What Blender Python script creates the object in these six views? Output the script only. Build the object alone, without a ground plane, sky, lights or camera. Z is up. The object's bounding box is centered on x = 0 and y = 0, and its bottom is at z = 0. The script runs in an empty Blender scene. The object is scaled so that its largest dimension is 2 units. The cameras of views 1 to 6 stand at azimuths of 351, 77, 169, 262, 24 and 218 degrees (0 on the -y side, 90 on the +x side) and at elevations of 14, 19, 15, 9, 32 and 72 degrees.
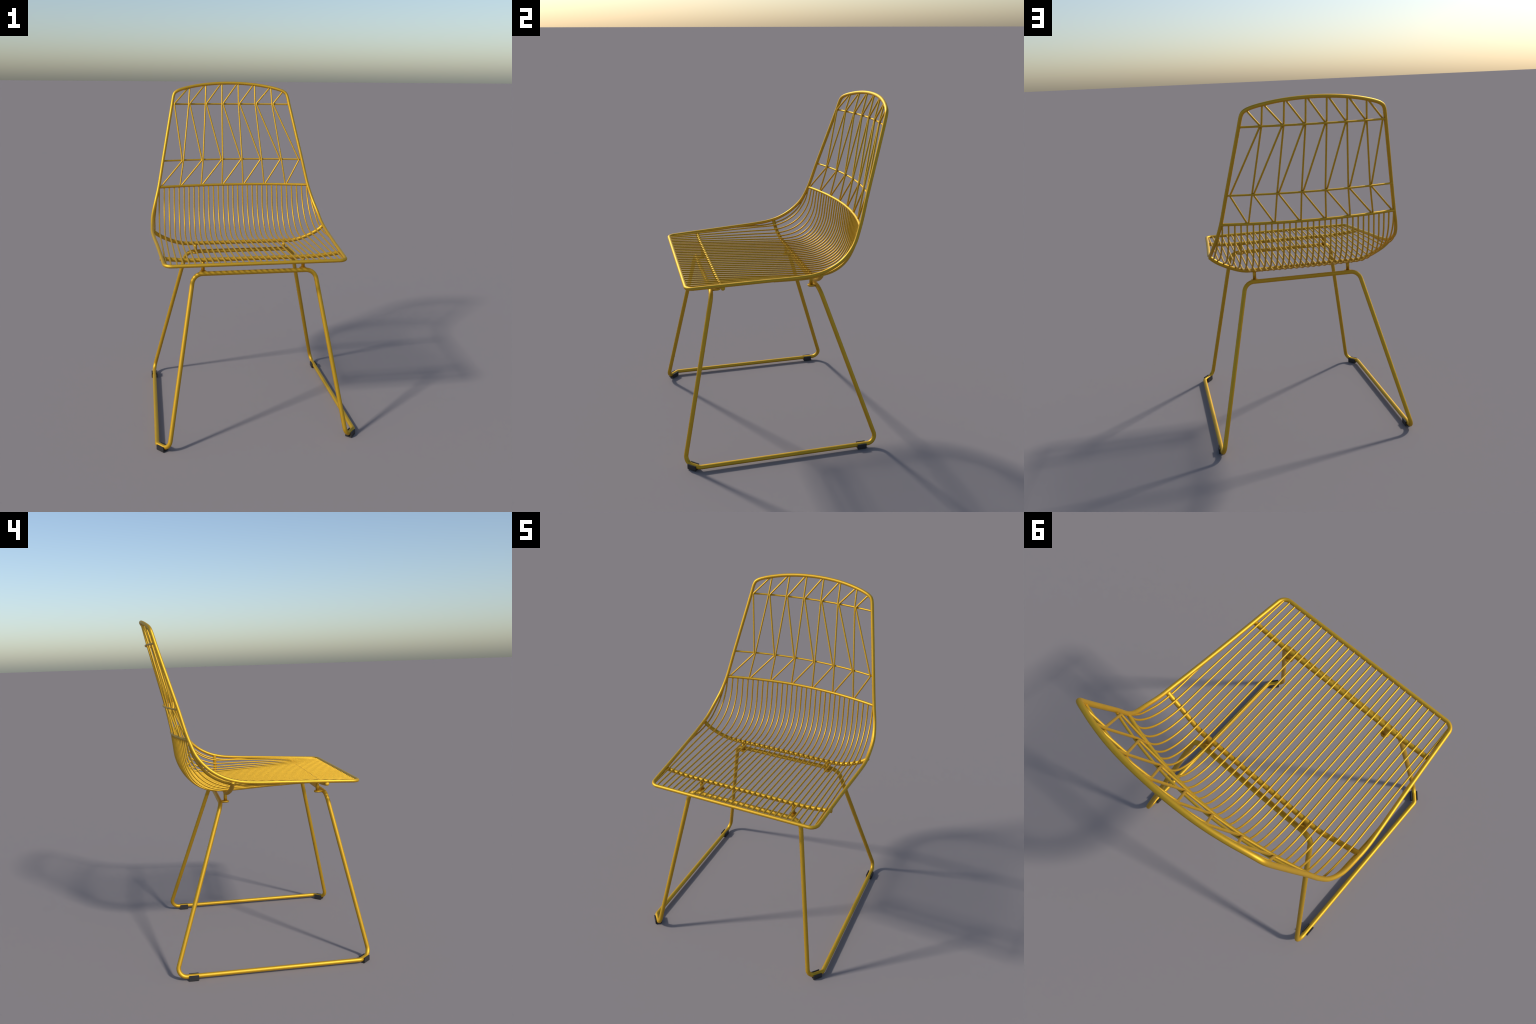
import bpy, math
from mathutils import Vector, Matrix

# ----------------------------------------------------------------------------
# A bent-wire side chair: a wire shell (rim, seat wires, triangulated back)
# that sits on four mounting pegs over a one-piece sled base with clip-on feet.
# ----------------------------------------------------------------------------
SHELL_X = -0.0095         # the shell sits a hair left of the base

R_RIM, R_LEG, R_CROSS, R_LUMBAR = 0.0101, 0.0127, 0.0120, 0.0085
R_BAR, R_BACK, R_SEAT, R_PEG = 0.0056, 0.0051, 0.0047, 0.0102


# ------------------------------------------------------------------ materials
def paint_material():
    m = bpy.data.materials.new("mustard_powder_coat")
    m.use_nodes = True
    nt = m.node_tree
    b = nt.nodes["Principled BSDF"]
    tc = nt.nodes.new("ShaderNodeTexCoord")
    n = nt.nodes.new("ShaderNodeTexNoise")
    n.inputs["Scale"].default_value = 7.0
    n.inputs["Detail"].default_value = 4.0
    nt.links.new(tc.outputs["Object"], n.inputs["Vector"])
    ramp = nt.nodes.new("ShaderNodeValToRGB")
    ramp.color_ramp.elements[0].position = 0.3
    ramp.color_ramp.elements[1].position = 0.7
    ramp.color_ramp.elements[0].color = (0.585, 0.345, 0.022, 1)
    ramp.color_ramp.elements[1].color = (0.607, 0.360, 0.024, 1)
    nt.links.new(n.outputs["Fac"], ramp.inputs["Fac"])
    nt.links.new(ramp.outputs["Color"], b.inputs["Base Color"])
    b.inputs["Roughness"].default_value = 0.54
    b.inputs["Metallic"].default_value = 0.7
    return m


def rubber_material():
    m = bpy.data.materials.new("black_rubber")
    m.use_nodes = True
    nt = m.node_tree
    b = nt.nodes["Principled BSDF"]
    tc = nt.nodes.new("ShaderNodeTexCoord")
    n = nt.nodes.new("ShaderNodeTexNoise")
    n.inputs["Scale"].default_value = 180.0
    nt.links.new(tc.outputs["Object"], n.inputs["Vector"])
    ramp = nt.nodes.new("ShaderNodeValToRGB")
    ramp.color_ramp.elements[0].color = (0.016, 0.016, 0.017, 1)
    ramp.color_ramp.elements[1].color = (0.021, 0.021, 0.022, 1)
    nt.links.new(n.outputs["Fac"], ramp.inputs["Fac"])
    nt.links.new(ramp.outputs["Color"], b.inputs["Base Color"])
    b.inputs["Roughness"].default_value = 0.5
    return m


PAINT = paint_material()
RUBBER = rubber_material()


# ------------------------------------------------------------- curve helpers
def V(*a):
    return Vector(a)


def mirror(p):
    return Vector((-p.x, p.y, p.z))


def fillet(pts, radii, closed=False, seg=10):
    """Round the corners of a polyline with circular arcs of the given radii."""
    n = len(pts)
    out = []
    for i, p in enumerate(pts):
        r = radii[i]
        if r <= 0 or (not closed and i in (0, n - 1)):
            out.append(p.copy())
            continue
        a = (pts[i - 1] - p)
        c = (pts[(i + 1) % n] - p)
        la, lc = a.length, c.length
        a.normalize()
        c.normalize()
        half = a.angle(c) / 2
        t = min(r / math.tan(half), la * 0.95, lc * 0.95)
        r = t * math.tan(half)
        centre = p + (a + c).normalized() * (r / math.sin(half))
        s, e = p + a * t - centre, p + c * t - centre
        ang = s.angle(e)
        for k in range(seg + 1):
            f = k / seg
            out.append(centre + (s * math.sin((1 - f) * ang) + e * math.sin(f * ang)) / math.sin(ang))
    return out


def smooth(pts, n=8):
    """Centripetal Catmull-Rom curve through the control points."""
    q = [2 * pts[0] - pts[1]] + list(pts) + [2 * pts[-1] - pts[-2]]
    out = []
    for i in range(1, len(q) - 2):
        p0, p1, p2, p3 = q[i - 1:i + 3]
        t0 = 0.0
        t1 = t0 + (p1 - p0).length ** .5
        t2 = t1 + (p2 - p1).length ** .5
        t3 = t2 + (p3 - p2).length ** .5
        for k in range(n):
            t = t1 + (t2 - t1) * k / n
            a1 = p0 * ((t1 - t) / (t1 - t0)) + p1 * ((t - t0) / (t1 - t0))
            a2 = p1 * ((t2 - t) / (t2 - t1)) + p2 * ((t - t1) / (t2 - t1))
            a3 = p2 * ((t3 - t) / (t3 - t2)) + p3 * ((t - t2) / (t3 - t2))
            b1 = a1 * ((t2 - t) / (t2 - t0)) + a2 * ((t - t0) / (t2 - t0))
            b2 = a2 * ((t3 - t) / (t3 - t1)) + a3 * ((t - t1) / (t3 - t1))
            out.append(b1 * ((t2 - t) / (t2 - t1)) + b2 * ((t - t1) / (t2 - t1)))
    out.append(pts[-1].copy())
    return out


def bezier(p0, p1, p2, p3, n=18):
    out = []
    for k in range(n + 1):
        t = k / n
        s = 1 - t
        out.append(p0 * (s ** 3) + p1 * (3 * s * s * t) + p2 * (3 * s * t * t) + p3 * (t ** 3))
    return out


def clean(pts, eps=1e-5):
    out = [pts[0]]
    for p in pts[1:]:
        if (p - out[-1]).length > eps:
            out.append(p)
    return out


def rings(pts, r, closed, sides):
    """Parallel-transport frames swept along the path -> ring vertices."""
    n = len(pts)
    tang = []
    for i in range(n):
        if closed:
            d = (pts[(i + 1) % n] - pts[i]).normalized() + (pts[i] - pts[i - 1]).normalized()
        elif i == 0:
            d = pts[1] - pts[0]
        elif i == n - 1:
            d = pts[-1] - pts[-2]
        else:
            d = (pts[i + 1] - pts[i]).normalized() + (pts[i] - pts[i - 1]).normalized()
        tang.append(d.normalized())
    up = V(0, 0, 1) if abs(tang[0].z) < 0.9 else V(0, 1, 0)
    u = (up - tang[0] * up.dot(tang[0])).normalized()
    us = [u]
    for i in range(1, n):
        q = tang[i - 1].rotation_difference(tang[i])
        u = q @ u
        u = (u - tang[i] * u.dot(tang[i])).normalized()
        us.append(u)
    twist = 0.0
    if closed:
        q = tang[-1].rotation_difference(tang[0])
        w = q @ us[-1]
        twist = math.atan2(w.cross(us[0]).dot(tang[0]), w.dot(us[0]))
    res = []
    for i in range(n):
        u = us[i]
        if closed:
            u = Matrix.Rotation(twist * i / n, 3, tang[i]) @ u
        v = tang[i].cross(u)
        ring = []
        for s in range(sides):
            a = 2 * math.pi * s / sides
            nrm = u * math.cos(a) + v * math.sin(a)
            ring.append((pts[i] + nrm * r, nrm))
        res.append(ring)
    return res, tang


def mesh_from(name, verts, faces, normals=None, mat=None, flat=()):
    me = bpy.data.meshes.new(name)
    me.from_pydata([tuple(v) for v in verts], [], faces)
    flat = set(flat)
    for i, p in enumerate(me.polygons):
        p.use_smooth = i not in flat
    me.materials.append(mat or PAINT)
    me.update()
    if normals:
        me.normals_split_custom_set_from_vertices([tuple(n) for n in normals])
    return me


def add(name, me, parent):
    ob = bpy.data.objects.new(name, me)
    bpy.context.scene.collection.objects.link(ob)
    ob.parent = parent
    return ob


def tube_mesh(name, pts, r, closed=False, sides=16, dome=True):
    """Round bar along a path; open ends get a small dome."""
    pts = clean(pts)
    rg, tang = rings(pts, r, closed, sides)
    verts, faces = [], []
    rows = []

    def row(co):
        rows.append(len(verts))
        verts.extend(co)

    if not closed and dome:
        for f in (0.55, 0.9):
            h = 0.45 * r * math.sqrt(max(0, 1 - (1 - f * 0.0) * 0)) * (1 - f)
            k = math.sin(f * math.pi / 2)
            row([pts[0] - tang[0] * h + nrm * r * k for _, nrm in rg[0]])
    for ring in rg:
        row([c for c, _ in ring])
    if not closed and dome:
        for f in (0.9, 0.55):
            h = 0.45 * r * (1 - f)
            k = math.sin(f * math.pi / 2)
            row([pts[-1] + tang[-1] * h + nrm * r * k for _, nrm in rg[-1]])
    m = len(rows)
    for i in range(m if closed else m - 1):
        a, b = rows[i], rows[(i + 1) % m]
        for s in range(sides):
            t = (s + 1) % sides
            faces.append((a + s, a + t, b + t, b + s))
    if not closed:
        faces.append(tuple(rows[0] + s for s in reversed(range(sides))))
        faces.append(tuple(rows[-1] + s for s in range(sides)))
    return mesh_from(name, verts, faces)


def tube(name, pts, r, parent, **kw):
    return add(name, tube_mesh(name, pts, r, **kw), parent)


# ------------------------------------------------------------------ the thing
chair = bpy.data.objects.new("wire_chair", None)
bpy.context.scene.collection.objects.link(chair)
chair["label"] = "mustard yellow bent wire side chair with sled base"
chair["category"] = "chair"


# ================================================================= SHELL SHAPE
# All shell points are given for the right half, x measured from the shell axis.
FRONT_Y, FRONT_Z = -0.564, 1.0590
RIM_SIDE = [V(.4979, -.500, 1.0625), V(.5224, -.170, 1.0795), V(.5396, .030, 1.0900),
            V(.5458, .120, 1.1000), V(.5446, .200, 1.1235), V(.5395, .280, 1.1705),
            V(.5200, .3445, 1.2410), V(.4950, .3850, 1.3340), V(.4615, .4320, 1.5000),
            V(.4260, .4835, 1.6750), V(.3890, .5365, 1.8570)]
# from just above the upper back bar, round the soft corner, to the crown
RIM_TOP = [V(.3836, .5440, 1.8850), V(.3778, .5505, 1.9090), V(.3690, .5560, 1.9265),
           V(.3500, .5620, 1.9400), V(.3200, .5700, 1.9512), V(.2700, .5825, 1.9635),
           V(.1900, .5975, 1.9775), V(.1000, .6067, 1.9866), V(.0000, .6098, 1.9899)]


def top_arc(x):
    c = smooth(RIM_TOP, 6)
    for a, b in zip(c, c[1:]):
        if b.x <= abs(x) <= a.x:
            p = b.lerp(a, (abs(x) - b.x) / (a.x - b.x))
            return V(math.copysign(p.x, x), p.y, p.z)
    return c[-1].copy()


def rim_path():
    side = RIM_SIDE
    corner = V(.4930, FRONT_Y, FRONT_Z)
    # front corner -> side -> top corner
    half = fillet([V(0, FRONT_Y, FRONT_Z), corner, side[0]], [0, .042, 0])
    crown = RIM_TOP + [mirror(RIM_TOP[-2])]
    side = smooth(RIM_SIDE + crown, 8)[:-8]
    half = half[:-1] + side
    other = [mirror(p) for p in reversed(half)][1:-1]
    return [V(p.x + SHELL_X, p.y, p.z) for p in half + other]


def rim_at_y(y):
    s = smooth(RIM_SIDE, 12)
    for a, b in zip(s, s[1:]):
        if a.y <= y <= b.y:
            return a.lerp(b, (y - a.y) / (b.y - a.y))
    return s[0]


def shell(p):
    return V(p.x + SHELL_X, p.y, p.z)


tube("rim", rim_path(), R_RIM, chair, closed=True, sides=20)

# ------------------------------------------------------------ horizontal bars
LUMBAR_W, BAR_LOW_W, BAR_HIGH_W = .4930, .4620, .3890


def lumbar(x):
    return V(x, .4632 - .0755 * (x / LUMBAR_W) ** 2, 1.3337)


def back_low(x):
    return V(x, .5030 - .0655 * (x / BAR_LOW_W) ** 2, 1.4977)


def back_high(x):
    return V(x, .5895 - .0505 * (x / BAR_HIGH_W) ** 2, 1.8550)


def bowed(f, w):
    return [shell(f(-w + 2 * w * k / 32)) for k in range(33)]


tube("lumbar_bar", bowed(lumbar, LUMBAR_W), R_LUMBAR, chair, sides=16)
tube("back_bar", bowed(back_low, BAR_LOW_W), R_BAR, chair, sides=12)
tube("back_bar", bowed(back_high, BAR_HIGH_W), R_BAR, chair, sides=12)


# ------------------------------------------------------- crossbars under seat
REAR_DISH = [V(.290, 0, 0), V(.330, 0, .0006), V(.361, 0, .0040), V(.396, 0, .0130), V(.430, 0, .0250),
             V(.4655, 0, .0405), V(.499, 0, .0580), V(.524, 0, .0750), V(.550, 0, .0990)]
REAR_Y, REAR_Z = .1790, 1.0040
REAR_CURVE = smooth(REAR_DISH, 5)


def rear_cross(x):
    """Flat in the middle, dished up towards the rim, leaning forward as it rises."""
    rise = 0.0
    for a, b in zip(REAR_CURVE, REAR_CURVE[1:]):
        if a.x <= abs(x) <= b.x:
            rise = a.lerp(b, (abs(x) - a.x) / (b.x - a.x)).z
    return V(x, REAR_Y - .020 * (1 - math.exp(-rise / .030)), REAR_Z + rise)


def front_cross(x):
    """Follows the wires, which run straight from the front edge to the rear crossbar."""
    return V(x, -.3730, 1.0385 + .257 * (rear_cross(x).z - REAR_Z))


def spread(f, w, n=60):
    return [shell(f(-w + 2 * w * k / n)) for k in range(n + 1)]


tube("seat_crossbar", spread(rear_cross, .5475), R_CROSS, chair, sides=16)
tube("seat_crossbar", spread(front_cross, .5125), R_CROSS, chair, sides=16)

# ----------------------------------------------------------------- seat wires
PITCH_FRONT, PITCH_REAR, PITCH_LUMBAR = .0326, .0333, .0326
LIFT = .0140                     # wires are welded a little way into the bars


# rise of a seat wire between rear crossbar (0, 0) and lumbar bar (1, 1):
# a deep scoop on the centre line, an open curve like the rim's near the sides
SCOOP_RUN = (.00, .20, .40, .60, .76, .862, .935, .968, 1.0)
SCOOP_MID = (.00, .000, .021, .091, .200, .340, .520, .750, 1.0)
SCOOP_RIM = (.00, .070, .175, .320, .500, .650, .800, .890, 1.0)


def seat_wire(k):
    """Straight over the two crossbars, then a swept curve up to the lumbar bar."""
    s = abs(k) / 15.0
    xe, xl = k * PITCH_REAR, k * PITCH_LUMBAR
    e = rear_cross(xe) + V(-.0010, 0, LIFT + .004 * s ** 4)
    a = V(k * PITCH_FRONT - .003, FRONT_Y, FRONT_Z)
    top = lumbar(xl - .002)
    if abs(k) == 15:
        a = V(math.copysign(.4830, k) - .002, -.5460, FRONT_Z)
    w = max(0.0, (s - .62) / .46) ** 1.5
    pts = [a, a.lerp(e, .26), a.lerp(e, .52), a.lerp(e, .78)]
    for u, m, r in zip(SCOOP_RUN, SCOOP_MID, SCOOP_RIM):
        h = m + (r - m) * w
        pts.append(V(e.x + (top.x - e.x) * h, e.y + (top.y - e.y) * u, e.z + (top.z - e.z) * h))
    return [shell(p) for p in smooth(pts, 5)]


for k in range(-15, 16):
    tube("seat_wire", seat_wire(k), R_SEAT, chair, sides=10)

# outermost pair: dips just inside the rim between seat and back
for sgn in (-1, 1):
    pts = []
    for y, z, dx, dz in ((-.10, 0, .000, -.007), (.00, 0, -.005, -.012), (.08, 0, -.011, -.018), (.150, 0, -.015, -.021),
                         (.22, 0, -.015, -.024), (.28, 0, -.012, -.025), (.325, 0, -.008, -.020), (.360, 0, -.003, -.006)):
        r = rim_at_y(y)
        pts.append(shell(V(sgn * (r.x + dx), y + (.004 if y > .2 else 0), r.z + dz)))
    tube("seat_wire", smooth(pts, 6), R_SEAT, chair, sides=10)

# ----------------------------------------------------------- backrest lattice
N = 7
FWD = V(0, -.0092, .0018)       # wires run on the front face of the bars


def node(f, w, i, dx, edge):
    x = max(edge[0] - w, min(w - edge[1], -w + 2 * w * i / N + dx))
    return f(x)


def top_node(i, dx):
    w = .3800
    return top_arc(max(-.352, min(.352, -w + 2 * w * i / N + dx)))


NODE_LOW_W = .4580
for i in range(1, N):
    pts = [node(lumbar, LUMBAR_W, i, -.0025, (0, 0)), node(back_low, NODE_LOW_W, i, .0005, (0, 0)) + FWD,
           node(back_high, BAR_HIGH_W, i, -.0018, (0, 0)) + FWD, top_node(i, .0015)]
    tube("back_upright", [shell(p) for p in fillet(pts, [0, .25, .25, 0], seg=6)], R_BACK, chair, sides=12)

for i in range(N):
    pts = [node(lumbar, LUMBAR_W, i, .0030, (.011, 0)),
           node(back_low, NODE_LOW_W, i + 1, -.0070, (0, .016)) + FWD + V(0, -.001, -.005),
           node(back_high, BAR_HIGH_W, i, .0048, (.014, 0)) + FWD, top_node(i + 1, -.0040)]
    tube("back_zigzag", [shell(p) for p in fillet(pts, [0, .014, .014, 0], seg=6)], R_BACK, chair, sides=12)

# ====================================================================== BASE
TOP_F, TOP_R = V(.3435, -.4110, .9695), V(.3445, .2095, .9425)
KNEE = V(.5080, -.6155, .0212)
TOE = V(.5720, -.5420, .0212)
HEEL = V(.5710, .5190, .0212)

corner_pts = [mirror(TOP_F), mirror(KNEE), mirror(TOE), mirror(HEEL), mirror(TOP_R), TOP_R, HEEL, TOE, KNEE, TOP_F]
corner_rad = [.060, .046, .030, .046, .062, .062, .046, .030, .046, .060]
SEG = 12
base_path = fillet(corner_pts, corner_rad, closed=True, seg=SEG)
SIDES = 24
base_rings, _ = rings(base_path, R_LEG, True, SIDES)


def base_piece(name, first, last):
    """A stretch of the one-piece bent tube; neighbours share border rings and normals."""
    idx = [i % len(base_rings) for i in range(first, last + 1)]
    verts = [c for i in idx for c, _ in base_rings[i]]
    nrm = [n for i in idx for _, n in base_rings[i]]
    faces = []
    for r in range(len(idx) - 1):
        for s in range(SIDES):
            t = (s + 1) % SIDES
            faces.append((r * SIDES + s, r * SIDES + t, (r + 1) * SIDES + t, (r + 1) * SIDES + s))
    return add(name, mesh_from(name, verts, faces, normals=nrm), chair)


STEP = SEG + 1                       # rings per rounded corner
mid = lambda c: c * STEP + SEG // 2  # middle ring of corner c
full = len(base_path)
base_piece("leg", mid(0), mid(1))
left_runner = base_piece("runner", mid(1), mid(3))
base_piece("leg", mid(3), mid(4))
base_piece("base_crossbar", mid(4), mid(5))
base_piece("leg", mid(5), mid(6))
right_runner = base_piece("runner", mid(6), mid(8))
base_piece("leg", mid(8), mid(9))
base_piece("base_crossbar", mid(9), mid(0) + full)


# --------------------------------------------------------------- mounting pegs
def lathe_peg(r, z0, z1):
    return tube_mesh("mounting_peg", [V(0, 0, z0), V(0, 0, z1)], r, sides=20, dome=False)


def tab_mesh(reach, r=.0200, t=.0050, n=20):
    """Rounded tongue: half disc round the peg, straight flanks running to the base tube."""
    prof = []
    for k in range(n + 1):
        a = math.pi * k / n
        prof.append((r * math.cos(a), -r * math.sin(a)))
    prof += [(-r * .92, reach), (r * .92, reach)]
    bv = .0015
    layers = [(-t, bv), (-t + bv, 0), (t - bv, 0), (t, bv)]
    verts, faces, flat = [], [], []
    m = len(prof)
    for z, ins in layers:
        f = 1 - ins / r
        verts += [V(x * f, y * f if y < 0 else y, z) for x, y in prof]
    for l in range(3):
        for s in range(m):
            q = (s + 1) % m
            faces.append((l * m + s, l * m + q, (l + 1) * m + q, (l + 1) * m + s))
    faces.append(tuple(reversed(range(m))))
    flat.append(len(faces) - 1)
    faces.append(tuple(3 * m + s for s in range(m)))
    flat.append(len(faces) - 1)
    return mesh_from("peg_tab", verts, faces, flat=flat)


for y, zb, toward, zt in ((.1770, .9435, 1, REAR_Z), (-.3730, .9710, -1, 1.0385)):
    peg_me = lathe_peg(R_PEG, .004, zt - zb)
    tab_me = tab_mesh(.032)
    for sx in (-1, 1):
        peg = add("mounting_peg", peg_me, chair)
        peg.location = (sx * .2860 - .0015, y, zb)
        tab = add("peg_tab", tab_me, peg)
        if toward < 0:
            tab.rotation_euler = (0, 0, math.pi)


# ------------------------------------------------------------------ foot clips
def clip_mesh(length=.0550, w=.0390, h=.0310, wall=.0062, floor=.0080):
    """Open-topped U channel pressed over the tube, edges lightly rounded."""
    import bmesh
    o, i = w / 2, w / 2 - wall
    prof = [(-o, 0), (o, 0), (o, h), (i, h), (i, floor + .006), (i - .006, floor), (-i + .006, floor), (-i, floor + .006), (-i, h), (-o, h)]
    n = len(prof)
    verts = [V(x, s * length / 2, z) for s in (-1, 1) for x, z in prof]
    faces = [(k, (k + 1) % n, n + (k + 1) % n, n + k) for k in range(n)]
    faces += [tuple(reversed(range(n))), tuple(range(n, 2 * n))]
    me = bpy.data.meshes.new("foot_clip")
    me.from_pydata([tuple(v) for v in verts], [], faces)
    bm = bmesh.new()
    bm.from_mesh(me)
    bmesh.ops.recalc_face_normals(bm, faces=bm.faces)
    bmesh.ops.bevel(bm, geom=[e for e in bm.edges if e.calc_face_angle(0) > .9], offset=.0012, segments=2, affect='EDGES')
    bm.to_mesh(me)
    bm.free()
    me.materials.append(RUBBER)
    return me


clip_me = clip_mesh()
toe_dir = (TOE - KNEE).normalized()
toe_mid = KNEE + toe_dir * .0560
for sx, runner in ((-1, left_runner), (1, right_runner)):
    front = add("foot_clip", clip_me, runner)
    front.location = (sx * toe_mid.x, toe_mid.y, 0)
    front.rotation_euler = (0, 0, math.atan2(-sx * toe_dir.x, toe_dir.y))
    rear = add("foot_clip", clip_me, runner)
    rear.location = (sx * HEEL.x, .4190, 0)
